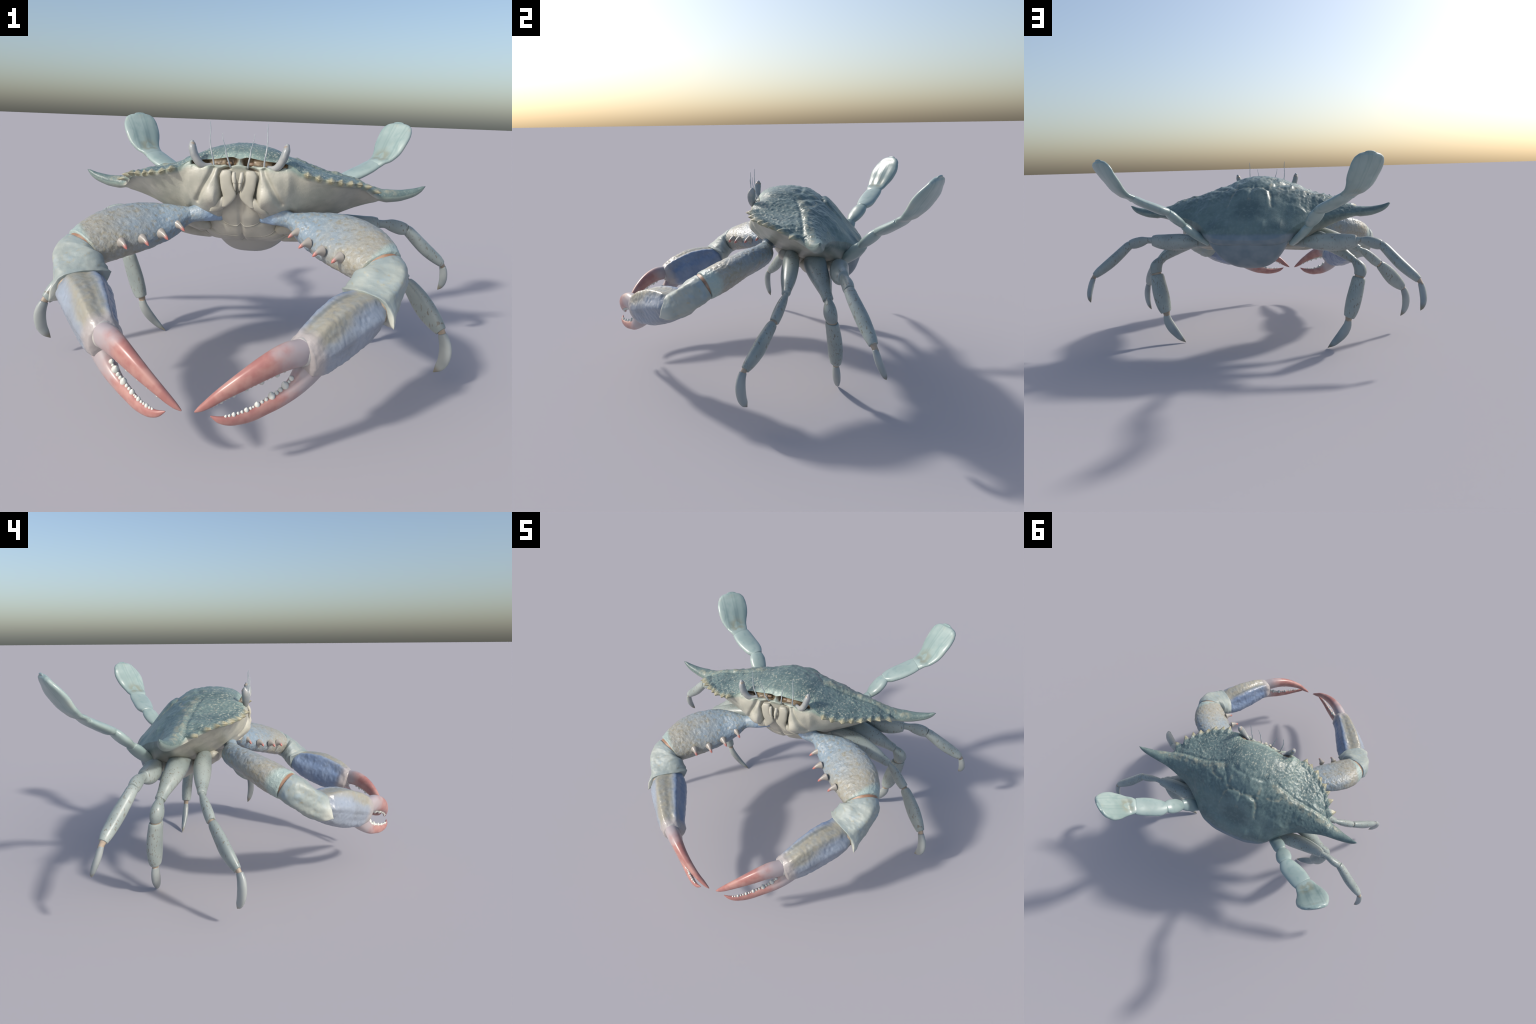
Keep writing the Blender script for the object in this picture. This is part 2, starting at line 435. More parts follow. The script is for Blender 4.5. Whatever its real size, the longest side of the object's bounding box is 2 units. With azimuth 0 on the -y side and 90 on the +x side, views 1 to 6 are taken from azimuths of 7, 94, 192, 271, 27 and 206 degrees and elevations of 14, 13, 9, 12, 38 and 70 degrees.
# ------------------------------------------------------------------ carapace
# control heights of the upper shell (x >= 0; mirrored): x, y, z
TOP = [(0,-.022,.955),(0,-.01,.972),(0,.037,.998),(0,.098,1.009),(0,.15,1.013),(0,.2,1.008),(0,.25,.995),(0,.29,.980),(0,.335,.950),(0,.36,.942),(0,.405,.912),(0,.45,.854),(0,.5,.788),(0,.54,.748),(0,.57,.700),(0,.578,.662),
 (.06,.0,.973),(.06,.06,1.0),(.06,.15,1.008),(.06,.25,.990),(.08,.36,.932),(.08,.45,.848),
 (.1,-.012,.950),(.1,.02,.980),(.1,.1,1.000),(.1,.17,.999),(.1,.235,.980),(.1,.3,.956),(.1,.355,.928),(.13,.442,.840),(.1,.5,.781),(.1,.565,.700),(.1,.575,.662),
 (.15,-.008,.945),(.15,.05,.979),(.15,.12,.985),(.15,.2,.975),
 (.19,.213,.952),(.19,.26,.946),(.2,.3,.930),(.2,.355,.896),(.2,.42,.838),(.2,.48,.775),(.2,.545,.700),(.2,.552,.675),
 (.2,-.028,.940),(.2,.02,.955),(.2,.1,.963),(.25,-.036,.915),(.25,.0,.932),(.25,.1,.941),(.25,.2,.937),
 (.3,-.032,.900),(.3,.05,.912),(.3,.12,.913),(.3,.2,.914),(.3,.24,.918),(.3,.3,.904),(.3,.35,.868),(.3,.4,.828),(.3,.44,.782),(.3,.466,.745),
 (.4,.004,.880),(.4,.08,.887),(.4,.16,.889),(.4,.21,.890),(.4,.247,.892),(.4,.3,.873),(.4,.35,.832),(.4,.394,.772),
 (.5,.10,.862),(.5,.15,.866),(.5,.2,.864),(.5,.25,.866),(.5,.3,.845),(.5,.362,.790),
 (.6,.238,.802),(.6,.26,.822),(.6,.285,.830),(.6,.315,.820),(.6,.339,.795),
 (.69,.268,.801),(.69,.298,.827),(.69,.331,.801),(.757,.287,.8175),(.757,.305,.837),(.757,.324,.8175)]

def tps_fit(pts, lam=2e-5):
    P = np.array([(s*x, y, z) for x, y, z in pts for s in ((1, -1) if x > 0 else (1,))])
    n = len(P); r = np.hypot(P[:, None, 0]-P[None, :, 0], P[:, None, 1]-P[None, :, 1])
    K = np.where(r > 0, r*r*np.log(r+1e-12), 0) + lam*np.eye(n)
    A = np.zeros((n+3, n+3)); A[:n, :n] = K; A[:n, n] = 1; A[:n, n+1:] = P[:, :2]; A[n, :n] = 1; A[n+1:, :n] = P[:, :2].T
    w = np.linalg.solve(A, np.concatenate([P[:, 2], [0, 0, 0]]))
    def f(x, y):
        x = np.asarray(x, float); y = np.asarray(y, float); out = w[n] + w[n+1]*x + w[n+2]*y
        r = np.hypot(x[..., None]-P[:, 0], y[..., None]-P[:, 1])
        return out + (np.where(r > 0, r*r*np.log(r+1e-12), 0) * w[:n]).sum(-1)
    return f
top_height = tps_fit(TOP)

# section rails at stations of |x|: (y, z) of
#  F0 upper front edge, F1/F2 roof and floor of the eye/feeler hollow, F3 lower rim, F4 F5 F6 the face,
#  F7 front lower turn, L1 lowest line, R1 rear underside, RM rear margin
EDGE_X = [0,.012,.03,.06,.1,.15,.19,.205,.235,.261,.312,.357,.407,.44,.484,.509,.54,.574,.604,.65,.69,.72,.757,.79,.804]
EDGE = [(-.022,.955),(-.021,.957),(-.02,.961),(-.018,.957),(-.012,.950),(-.008,.945),(-.018,.942),(-.032,.940),(-.036,.925),(-.035,.908),(-.031,.898),(-.008,.889),(.006,.879),(.04,.871),(.077,.866),(.116,.858),(.168,.843),(.222,.822),(.240,.800),(.254,.799),(.268,.801),(.277,.807),(.287,.8175),(.299,.835),(.305,.846)]
STN = [0, .012, .03, .045, .06, .075, .10, .13, .16, .19, .205, .25, .30, .40, .50, .60, .69, .757, .79, .804]
def fade(p, q, f): return (p[0]+(q[0]-p[0])*f, p[1]+(q[1]-p[1])*f)
LOW = [(.24,.646),(.28,.656),(.30,.695),(.305,.738),(.29,.768),(.300,.775),(.306,.798),(.308,.823),(.307,.843)]     # lowest line from x=.25 on
_edge_at = [(float(interp_pchip(EDGE_X,[p[0] for p in EDGE],x)[0]), float(interp_pchip(EDGE_X,[p[1] for p in EDGE],x)[0])) for x in STN]
_wing = _edge_at[11:]
def wing(f, dz=0.0, sag=0.0):
    return [(fade(e, l, f)[0]-sag*max(0,(.5-x)/.25)*.9, fade(e, l, f)[1]-(sag+dz)*max(0,(.5-x)/.25)) for e, l, x in zip(_wing, LOW, STN[11:])]
def near(dy, dz): return [(e[0]+dy, e[1]-min(dz, .006 if x > .68 else dz)*(1 if x < .78 else .3)) for e, x in zip(_wing, STN[11:])]
RAILS = {
 'F1': [(-.024,.949),(-.015,.947),(.012,.952),(.008,.953),(-.006,.952),(-.008,.948),(-.008,.943),(.004,.938),(.020,.936),(.006,.934),(-.033,.936)] + near(.0005,.003),
 'F2': [(-.032,.938),(-.026,.932),(.006,.926),(.002,.926),(-.014,.931),(-.016,.929),(-.016,.927),(.000,.918),(.012,.910),(.000,.918),(-.036,.930)] + near(.001,.007),
 'F3': [(-.040,.931),(-.039,.929),(-.037,.923),(-.036,.922),(-.037,.927),(-.036,.923),(-.040,.926),(-.051,.921),(-.051,.911),(-.040,.926),(-.043,.922)] + near(.002,.013),
 'F4': [(-.034,.912),(-.033,.910),(-.030,.906),(-.029,.903),(-.030,.903),(-.036,.901),(-.050,.903),(-.056,.899),(-.056,.890),(-.050,.902),(-.048,.900)] + wing(.13, 0, .020),
 'F5': [(-.020,.85),(-.020,.85),(-.020,.85),(-.020,.85),(-.022,.85),(-.035,.85),(-.055,.845),(-.057,.843),(-.053,.84),(-.046,.848),(-.042,.845)] + wing(.34, 0, .040),
 'F6': [(.000,.79),(.000,.79),(.000,.79),(.000,.79),(-.003,.785),(-.018,.782),(-.050,.780),(-.048,.780),(-.038,.782),(-.022,.785),(-.012,.785)] + wing(.58, 0, .042),
 'F7': [(.06,.72),(.06,.72),(.06,.72),(.06,.72),(.05,.72),(.03,.725),(-.010,.735),(-.006,.735),(.003,.738),(.02,.745),(.03,.748)] + wing(.82, 0, .024),
 'L1': [(.25,.64),(.25,.64),(.25,.64),(.25,.64),(.25,.64),(.25,.64),(.25,.64),(.24,.645),(.235,.648),(.23,.652),(.23,.653)] + LOW,
 'R1': [(.48,.62),(.48,.62),(.48,.62),(.48,.62),(.48,.62),(.48,.62),(.47,.62),(.46,.62),(.455,.62),(.445,.63),(.445,.630),(.455,.636),(.435,.660),(.372,.712),(.342,.756),(.320,.775),(.320,.783),(.318,.804),(.313,.826),(.3075,.8445)],
 'R2': [(.572,.645),(.572,.645),(.572,.645),(.572,.645),(.571,.645),(.570,.645),(.568,.645),(.563,.646),(.556,.648),(.550,.654),(.546,.660),(.518,.685),(.468,.712),(.394,.747),(.361,.774),(.334,.784),(.328,.790),(.322,.810),(.315,.831),(.3073,.846)],
 'RM': [(.578,.662),(.578,.662),(.578,.662),(.578,.662),(.577,.662),(.576,.662),(.575,.662),(.570,.664),(.562,.668),(.553,.675),(.548,.682),(.516,.712),(.466,.745),(.394,.772),(.362,.789),(.339,.795),(.331,.801),(.324,.8175),(.316,.835),(.307,.847)]}
ORDER = ['F0','F1','F2','F3','F4','F5','F6','F7','L1','R1','R2','RM']
NSAMP = [5, 9, 7, 12, 18, 18, 14, 14, 12, 8, 6]     # samples between successive rails

def rail(k, j, x):
    return interp_pchip(EDGE_X, [p[j] for p in EDGE], x) if k == 'F0' else interp_pchip(STN, [p[j] for p in RAILS[k]], x)
FACE_Y = lambda k, x: rail(k, 0, x)
FACE_Z = lambda k, x: rail(k, 1, x)

RIDGE = [(.175,.195),(.24,.212),(.30,.226),(.43,.236),(.55,.240),(.66,.252)]
def top_relief(x, y):
    """Grooves, ridges and lobes of the upper shell (metres)."""
    ax = np.abs(x); h = np.zeros_like(ax)
    d, s, t = polyline_field(ax, y, RIDGE)
    fade = smooth(0, .08, t) * smooth(1.0, .8, t); sd = s*d
    h += fade * (.0060 * smooth(-.012, .022, sd) * np.exp(-np.maximum(sd - .015, 0)/.045) - .005 * np.exp(-((sd + .008) / .010)**2))
    # inner border of the lateral ridge
    def groove(pts, depth, width, lip=0.0, lw=None, wave=0.0):
        d, s, t = polyline_field(ax, y, pts); f = smooth(0, .12, t) * smooth(1, .88, t)
        lw = lw or width*1.1
        return f * (-depth*np.exp(-(d/width)**2) + lip*np.exp(-((d - width*1.7)/lw)**2)*(s*np.sign(lip) > 0 if False else (s > 0)))
    h += groove([(.195,.208),(.150,.250),(.13,.285),(.097,.33),(.06,.338)], .006, .013, .002)      # gastro-cardiac side groove
    h += groove([(.24,.24),(.232,.274),(.172,.306)], .0035, .011, .002)
    h += groove([(.255,.235),(.24,.285),(.165,.308)], .0025, .010, .002)
    h += groove([(.0,.232),(.06,.224),(.115,.212),(.125,.19)], .0045, .012, .002)                   # front of the gastric lobe
    h += groove([(.0,.334),(.05,.337),(.10,.330)], .0085, .013, .0)                                # cervical groove
    h += groove([(.058,.342),(.100,.350),(.120,.385),(.138,.45)], .0055, .011, .003)               # cardiac side arcs
    h += groove([(-.001,.335),(.0,.38),(.0,.435)], .006, .011, .0)
    h += .007 * np.exp(-(((ax-.055)/.04)**2 + ((y-.365)/.035)**2))                                  # paired cardiac swellings
    h += .005 * np.exp(-(((ax-.04)/.07)**2 + ((y-.285)/.035)**2))
    h += .006 * np.exp(-(((ax-.21)/.035)**2 + ((y-.25)/.03)**2))
    return h

def granules(x, y, z):
    """Coarse shell granulation: strong at the front and sides, fading to a smooth rear."""
    ax = abs(x)
    w = float(smooth(.42, .16, y - .12*ax)) * .70 + .30 * float(smooth(.50, .36, y - .1*ax))
    w *= float(smooth(-.04, .03, y)) if ax < .22 else 1.0
    side = .55 + .65 * float(smooth(.12, .3, ax))
    if ax > .56: side *= float(smooth(.70, .56, ax))
    if w < .01 and y > .6: return 0.0
    n = noise.noise(Vector((ax*75, y*75, z*60))); n2 = noise.noise(Vector((ax*38+7, y*38, z*38)))
    b = max(0.0, n + .1)**1.1 * .0042 + n2 * .0026
    mid = noise.noise(Vector((ax*24, y*24, z*24+3))) * .0045 + noise.noise(Vector((ax*52, y*52, z*52))) * .0022
    mid *= float(smooth(.12, .2, y) * smooth(.44, .33, y - .15*ax)) * float(smooth(.55, .35, ax))
    return .75 * w * side * b + mid

def build_carapace():
    xs_half = np.concatenate([np.linspace(0, .22, 92), np.linspace(.22, .62, 140)[1:], np.linspace(.62, .797, 56)[1:]])
    xs = np.concatenate([-xs_half[:0:-1], xs_half]); ax = np.abs(xs)
    Y = {k: FACE_Y(k, ax) for k in ORDER}; Z = {k: FACE_Z(k, ax) for k in ORDER}
    nT = 150
    s = np.linspace(0, 1, nT); s = s + .06*np.sin(2*np.pi*s)*-1 + 0; s = (s - s[0])/(s[-1]-s[0])
    s = .75*s + .25*(1-np.cos(np.pi*np.linspace(0, 1, nT)))/2
    yT = Y['F0'][:, None] + (Y['RM']-Y['F0'])[:, None]*s
    xT = np.repeat(xs[:, None], nT, 1)
    zT = top_height(xT, yT)
    e0 = Z['F0'] - zT[:, 0]; e1 = Z['RM'] - zT[:, -1]
    zT = zT + e0[:, None]*(1-s)**3 + e1[:, None]*s**3
    # the long side spines have round sections
    SX = [.56,.6,.65,.69,.72,.757,.79,.804]
    h_up = interp_pchip(SX, [.03,.031,.029,.0265,.0245,.0200,.0125,.0015], ax); h_dn = interp_pchip(SX, [.05,.035,.029,.0265,.0235,.0195,.0125,.0015], ax)
    w_sp = smooth(.575, .64, ax); yc = .5*(Y['F0']+Y['RM']); bb = .5*(Y['RM']-Y['F0']); zc0 = Z['F0']; zc1 = Z['RM']
    ph = np.pi*s
    yE = yc[:, None] - bb[:, None]*np.cos(ph); zE = zc0[:, None] + (zc1-zc0)[:, None]*s + h_up[:, None]*np.sin(ph)
    zT = zT + 0; yT = yT*(1-w_sp[:, None]) + yE*w_sp[:, None]; zT = zT*(1-w_sp[:, None]) + zE*w_sp[:, None]
    edge = smooth(0, .12, s) * smooth(1, .92, s)
    zT = zT + top_relief(xT, yT) * edge[None, :] * (1 - smooth(.56, .66, ax))[:, None]
    zT = zT - .0035*np.exp(-((zT-.700)/.007)**2)*smooth(.47, .52, yT)*smooth(.30, .24, ax)[:, None]
    # underside spline through the rails
    und = []
    for i in range(len(xs)):
        P = np.array([(Y[k][i], Z[k][i]) for k in ORDER])
        d = np.linalg.norm(np.diff(P, axis=0), axis=1) + 1e-4; ts = np.concatenate([[0], np.cumsum(d)])
        t = np.concatenate([np.linspace(ts[j], ts[j+1], NSAMP[j], endpoint=False) for j in range(len(NSAMP))])[1:]
        und.append(interp_cr(ts, P, t))
    und = np.array(und)                                   # [x, k, (y,z)] from front to rear
    nU = und.shape[1]
    pu = np.pi*(np.arange(nU)+1)/(nU+1); ev = (np.arange(nU)+1)/(nU+1)
    yU = yc[:, None] - bb[:, None]*np.cos(pu); zU = zc0[:, None] + (zc1-zc0)[:, None]*ev - h_dn[:, None]*np.sin(pu)
    und[..., 0] = und[..., 0]*(1-w_sp[:, None]) + yU*w_sp[:, None]; und[..., 1] = und[..., 1]*(1-w_sp[:, None]) + zU*w_sp[:, None]
    ring = np.zeros((len(xs), nT+nU, 3))
    ring[:, :, 0] = xs[:, None]
    ring[:, :nT, 1] = yT; ring[:, :nT, 2] = zT
    ring[:, nT:, 1] = und[:, ::-1, 0]; ring[:, nT:, 2] = und[:, ::-1, 1]
    n, k = ring.shape[:2]
    # face sculpting on the under/front part: grooves beside the cheeks
    U = ring[:, nT:, :]; ux, uy, uz = np.abs(U[..., 0]), U[..., 1], U[..., 2]
    front = smooth(.05, .0, uy) * smooth(.70, .745, uz)
    d, sd, t = polyline_field(ux, uz, [(.103,.925),(.112,.895),(.15,.825),(.178,.775)])
    push = .016*np.exp(-(d/.011)**2) * smooth(0, .1, t)
    d2, sd2, t2 = polyline_field(ux, uz, [(.040,.917),(.078,.905),(.081,.88),(.070,.84),(.066,.81),(.070,.765)])
    push += .018*np.exp(-(d2/.007)**2)
    bul = -.016*np.exp(-(((ux-.112)/.036)**2 + ((uz-.80)/.045)**2))
    U[..., 1] += front*(push + bul)
    # granulation along surface normals (top only)
    gx = np.gradient(ring, axis=0); gk = np.gradient(ring, axis=1)
    nr = np.cross(gx, gk); nr /= (np.linalg.norm(nr, axis=2, keepdims=True) + 1e-12)
    mid = nr[n//2, nT//2]
    if mid[2] < 0: nr = -nr
    for i in range(n):
        for j in range(3, nT-3):
            p = ring[i, j]; g = granules(p[0], p[1], p[2])
            if g: ring[i, j] = p + nr[i, j]*g*edge[j]
    # margin teeth: pull the edge out between the valleys towards each tip
    VAL = [.261,.312,.357,.407,.44,.484,.509,.54,.574]
    zedge = Z['F0']; yedge = Y['F0']
    for side in (1, -1):
        for q, tip in enumerate(TEETH):
            a0, a1 = VAL[q], VAL[q+1]; mid = .5*(a0+a1)
            base = V(mid, float(rail('F0', 0, mid)[0]), float(rail('F0', 1, mid)[0]))
            vec = (V(*tip) - base) * V(side, 1, 1) * 1.2
            cols = np.where((xs*side > a0 - .001) & (xs*side < a1 + .001))[0]
            for i in cols:
                u = abs(xs[i]*side - mid) / (.5*(a1-a0)); wt = max(0, 1-u)**.95
                R = ring[i]
                e_top = np.hypot(R[:nT, 1]-yedge[i], 0*R[:nT, 2]); f_top = np.clip(1 - e_top/.040, 0, 1)**1.7
                e_un = np.hypot(R[nT:, 1]-yedge[i], R[nT:, 2]-zedge[i]); f_un = np.clip(1 - e_un/.024, 0, 1)**1.5
                R[:nT] += (f_top*wt)[:, None]*vec
                R[:nT, 2] += .011*np.sin(np.pi*np.clip(e_top/.034, 0, 1))*wt
                R[nT:] += (f_un*wt)[:, None]*vec
                R[nT:, 2] -= .005*f_un**.5*wt*np.clip(e_un/.006, 0, 1)
    verts = ring.reshape(-1, 3); faces = []
    for i in range(n-1):
        for j in range(k):
            q = (j+1) % k
            faces.append((i*k+j, i*k+q, (i+1)*k+q, (i+1)*k+j))
    c0 = len(verts); tipL = V(-.806,.3065,.849); tipR = V(.806,.3065,.849)
    verts = np.vstack([verts, tipL, tipR])
    for j in range(k):
        q = (j+1) % k
        faces.append((c0, q, j)); faces.append((c0+1, (n-1)*k+j, (n-1)*k+q))
    f = faces[(n//2)*k + nT//2]
    if np.cross(verts[f[1]]-verts[f[0]], verts[f[3]]-verts[f[0]])[2] < 0: faces = [tuple(reversed(q)) for q in faces]
    ob = make_object("carapace", verts, faces, M_CARA); ob.data.materials.append(M_UNDER)
    slot = np.zeros(len(faces), dtype=np.int32); fj = np.arange((n-1)*k) % k
    slot[:(n-1)*k] = ((fj >= nT-1) & (fj < k-1)) | (fj == k-1)
    ob.data.polygons.foreach_set("material_index", slot)
    ob.data.polygons.foreach_set("use_smooth", [True]*len(ob.data.polygons))
    return ob
carapace = build_carapace()

# ------------------------------------------------------------------ lower body
def u_section(y, zb, w, zt, p=2.7, n=61, groove=0.0):
    a = np.linspace(-1, 1, n); xx = np.sign(a)*np.abs(a)**.85
    z = zb + (zt-zb)*np.abs(xx)**p
    z = z + groove*np.exp(-(xx*w/.008)**2)
    return np.stack([xx*w, np.full(n, y), z], 1)

def build_underbody(name, secs, mat, tilt=None, nrow=90, groove=0.0, p=2.7):
    S = np.array(secs, float); d = np.linalg.norm(np.diff(S[:, :2], axis=0), axis=1); ts = np.concatenate([[0], np.cumsum(d)]); ts /= ts[-1]
    tt = np.linspace(0, 1, nrow)
    Q = np.stack([interp_pchip(ts, S[:, j], tt) for j in range(S.shape[1])], 1)
    rows = [u_section(q[0], q[1], q[2], q[3], p if np.isscalar(p) else p[0]+(p[1]-p[0])*float(smooth(.05,.16,q[0])), groove=groove) for q in Q]
    for r, q in zip(rows, Q): r[:, 1] += (np.abs(r[:, 0])/q[2])**2 * q[4]
    R = np.array(rows); n, k = R.shape[:2]
    verts = R.reshape(-1, 3); faces = [(i*k+j, (i+1)*k+j, (i+1)*k+j+1, i*k+j+1) for i in range(n-1) for j in range(k-1)]
    i, j = n//2, k//2; f = faces[i*(k-1)+j]
    if np.cross(verts[f[1]]-verts[f[0]], verts[f[3]]-verts[f[0]])[2] > 0: faces = [tuple(reversed(q)) for q in faces]
    return make_object(name, verts, faces, mat)

# chest plates: y, bottom z, half width, z where the side meets the shell, backward sweep of the sides
chest = build_underbody("breastplate", [(-.014,.80,.05,.82,.0),(-.004,.775,.082,.82,.004),(.008,.74,.104,.80,.01),(.024,.705,.114,.78,.012),(.042,.678,.118,.76,.016),(.054,.661,.118,.75,.02),(.0595,.656,.121,.75,.025),(.0612,.674,.116,.75,.025),
   (.063,.656,.160,.75,.03),(.067,.650,.168,.75,.03),(.085,.628,.180,.74,.035),(.106,.607,.186,.74,.035),(.1145,.601,.187,.73,.035),(.1165,.614,.180,.73,.035),(.1185,.601,.212,.73,.04),(.124,.597,.216,.73,.04),(.150,.583,.226,.73,.04),(.1565,.5815,.228,.72,.04),(.1585,.592,.222,.72,.04),(.1605,.582,.238,.72,.04),(.18,.573,.245,.72,.04),(.21,.565,.250,.71,.04),(.25,.558,.248,.70,.03),(.31,.550,.225,.70,.0),(.37,.55,.19,.70,.0),(.43,.56,.15,.70,.0)], M_BELLY, groove=.016, nrow=420, p=(3.6, 7.0))
tail = build_underbody("tail_flap", [(.20,.590,.04,.64,.0),(.225,.555,.10,.64,.0),(.26,.528,.145,.65,.0),(.30,.502,.180,.66,.0),(.35,.484,.215,.68,.0),(.40,.478,.242,.70,.0),(.445,.483,.258,.70,.0),(.49,.502,.264,.70,.0),(.522,.535,.258,.69,-.018),(.543,.574,.248,.68,-.038),(.557,.612,.238,.67,-.052),(.566,.647,.228,.67,-.058),(.569,.662,.224,.67,-.058)], M_ABD, p=3.0, nrow=100)

for ob in (chest, tail):
    md = ob.modifiers.new("plate_thickness", "SOLIDIFY"); md.thickness = .008; md.offset = -1

# ------------------------------------------------------------------ face parts
def face_plate(name, prof, y0, thick, mat, parent=None):
    prof = [(z, cx, hw, y-.004) for z, cx, hw, y in prof]
    """Long plate on the face. prof: z, centre x, half width, y."""
    st = []
    for z, cx, hw, y in prof: st.append((V(cx, y, z), V(hw, 0, 0), V(0, -thick, 0)))
    v, f = loft(st, 44, 28, cap=(.5, .5), exps=2.6)
    return mirrored(name, v, f, mat, (parent, parent))
face_plate("mouth_plate", [(.902,.050,.021,-.036),(.888,.0515,.0255,-.039),(.868,.0505,.0255,-.0405),(.848,.0470,.0265,-.0405),(.828,.041,.0290,-.039),(.808,.0355,.0290,-.036),(.790,.038,.0250,-.032),(.772,.048,.019,-.027),(.757,.058,.012,-.022)], 0, .0125, M_BELLY)
face_plate("mouth_plate_foot", [(.792,.066,.010,-.014),(.778,.071,.019,-.018),(.762,.080,.026,-.017),(.746,.092,.027,-.010),(.731,.106,.020,.002)], 0, .018, M_BELLY)
def palps():
    v, f = loft([(V(.0165,-.056,.899),V(.0075,0,0),V(0,.0075,0)),(V(.0155,-.062,.880),V(.0092,0,0),V(0,.0088,0)),(V(.0125,-.064,.861),V(.0082,0,0),V(0,.008,0))], 16, 20, cap=(.7, .3))
    mirrored("mouth_feeler", v, f, M_BELLY)
    v, f = loft([(V(.0122,-.063,.859),V(.0066,0,0),V(0,.0066,0)),(V(.0105,-.062,.845),V(.0060,0,0),V(0,.0060,0)),(V(.0080,-.059,.827),V(.0008,0,0),V(0,.0008,0))], 16, 20, cap=(.4, .5))
    mirrored("mouth_feeler_tip", v, f, M_BELLY)
palps()

def eyes():
    C = [(.120,-.020,.922),(.135,-.030,.919),(.155,-.041,.925),(.175,-.048,.948),(.188,-.049,.978),(.194,-.045,1.002),(.196,-.042,1.017)]
    st = frame_stations(C, (0,1,.1), [.0105,.0115,.0150,.0195,.0215,.0180,.0095], [.0112,.0130,.0146,.0164,.0166,.0148,.0090])
    v, f = loft(st, 40, 24, cap=(.6, .8)); mirrored("eyestalk", v, f, M_EYE)
    v, f = loft(frame_stations([(.1925,-.0435,1.004),(.195,-.0425,1.014),(.1965,-.042,1.0205)], (0,1,.1), [.0183,.0125,.003], [.0131,.0098,.003]), 10, 20, cap=(.2,.8))
    mirrored("eye", v, f, plain("eye_cap", srgb(150,140,128), srgb(168,158,146), .2))
    def feeler(C, r0, r1):
        n = len(C); r = [r0 + (r1-r0)*(i/(n-1))**.7 for i in range(n)]
        v, f = loft(frame_stations(C, (0,1,.05), r, r), 46, 10, cap=(.5,.5)); mirrored("antenna", v, f, M_FEEL)
    feeler([(.098,-.012,.918),(.104,-.033,.924),(.106,-.044,.948),(.112,-.052,.980),(.1165,-.057,1.015),(.1165,-.058,1.045),(.1155,-.058,1.075),(.118,-.058,1.100)], .0052, .0012)
    feeler([(.034,-.010,.912),(.037,-.033,.924),(.043,-.048,.950),(.050,-.058,.975),(.051,-.060,.990),(.058,-.063,1.015),(.0635,-.066,1.035),(.066,-.067,1.056)], .0050, .0010)
    # fleshy lobes inside the hollows
    for (c, r) in (((.050,.002,.932),(.012,.010,.008)), ((.080,-.004,.930),(.013,.010,.007)), ((.160,-.010,.922),(.016,.012,.008))):
        st = [(V(*c)+V(-r[0]*.7,0,0), V(0,r[1],0), V(0,0,r[2])), (V(*c), V(0,r[1],0)*1.1, V(0,0,r[2])*1.1), (V(*c)+V(r[0]*.7,0,0), V(0,r[1],0), V(0,0,r[2]))]
        v, f = loft(st, 10, 16); mirrored("socket_lobe", v, f, M_SOCK)
eyes()

# ------------------------------------------------------------------ walking legs
def segment(name, C, wd, wides, thins, mat, parents, nring=34, nseg=26, cap=(.6,.6), tip=False, exps=2.1, disp=None):
    v, f = loft(frame_stations(C, wd, wides, thins), nring, nseg, cap=cap, tip=tip, exps=exps, disp=disp)
    return mirrored(name, v, f, mat, parents)

G = 1.07     # overall leg girth
def gir(a): return [q*G for q in a]
def leg_A():
    d = (.70,-.33,.63)
    L = segment("walking_leg", [(.24,.168,.672),(.30,.168,.670),(.37,.168,.655),(.45,.164,.628),(.54,.158,.592),(.590,.153,.568),(.612,.151,.558)], (.15,.7,.7), gir([.032,.037,.043,.044,.034,.0235,.0215]), gir([.028,.033,.037,.038,.031,.022,.019]), M_LEG, (None, None), cap=(.6,.35))
    segment("leg_wrist", [(.605,.155,.565),(.622,.150,.552),(.644,.141,.536),(.676,.125,.506),(.708,.109,.475),(.728,.100,.458)], d, gir([.0125,.0135,.021,.0265,.0275,.0255]), gir([.0115,.0125,.0175,.0215,.022,.020]), M_LEG, L, cap=(.5,.15))
    segment("leg_joint", [(.722,.103,.462),(.734,.096,.451),(.746,.086,.441)], d, [.0195,.0185,.0195], [.0155,.015,.0155], M_JOINT, L, nring=8)
    segment("leg_shin", [(.736,.094,.449),(.742,.089,.443),(.762,.074,.421),(.787,.054,.390),(.816,.031,.352),(.845,.005,.318),(.866,-.015,.294),(.8765,-.0255,.282)], d, gir([.0235,.027,.0335,.0395,.0415,.0365,.0290,.0235]), gir([.018,.0205,.0225,.0245,.0255,.0235,.0195,.0160]), M_LEG, L, cap=(.12,.15))
    segment("leg_joint", [(.874,-.023,.286),(.882,-.032,.273),(.888,-.038,.260)], d, [.0185,.0155,.0155], [.0130,.0115,.0115], M_JOINT, L, nring=8)
    segment("foot_claw", [(.883,-.035,.269),(.892,-.042,.245),(.8995,-.0455,.215),(.9005,-.0445,.180),(.895,-.039,.145),(.882,-.030,.115),(.867,-.022,.093)], (-.75,.62,-.05), gir([.0185,.0225,.0255,.0255,.0225,.0155,.002]), gir([.0135,.0155,.0165,.0160,.0135,.0095,.002]), M_TIP, L, cap=(.25,.6), tip=True)

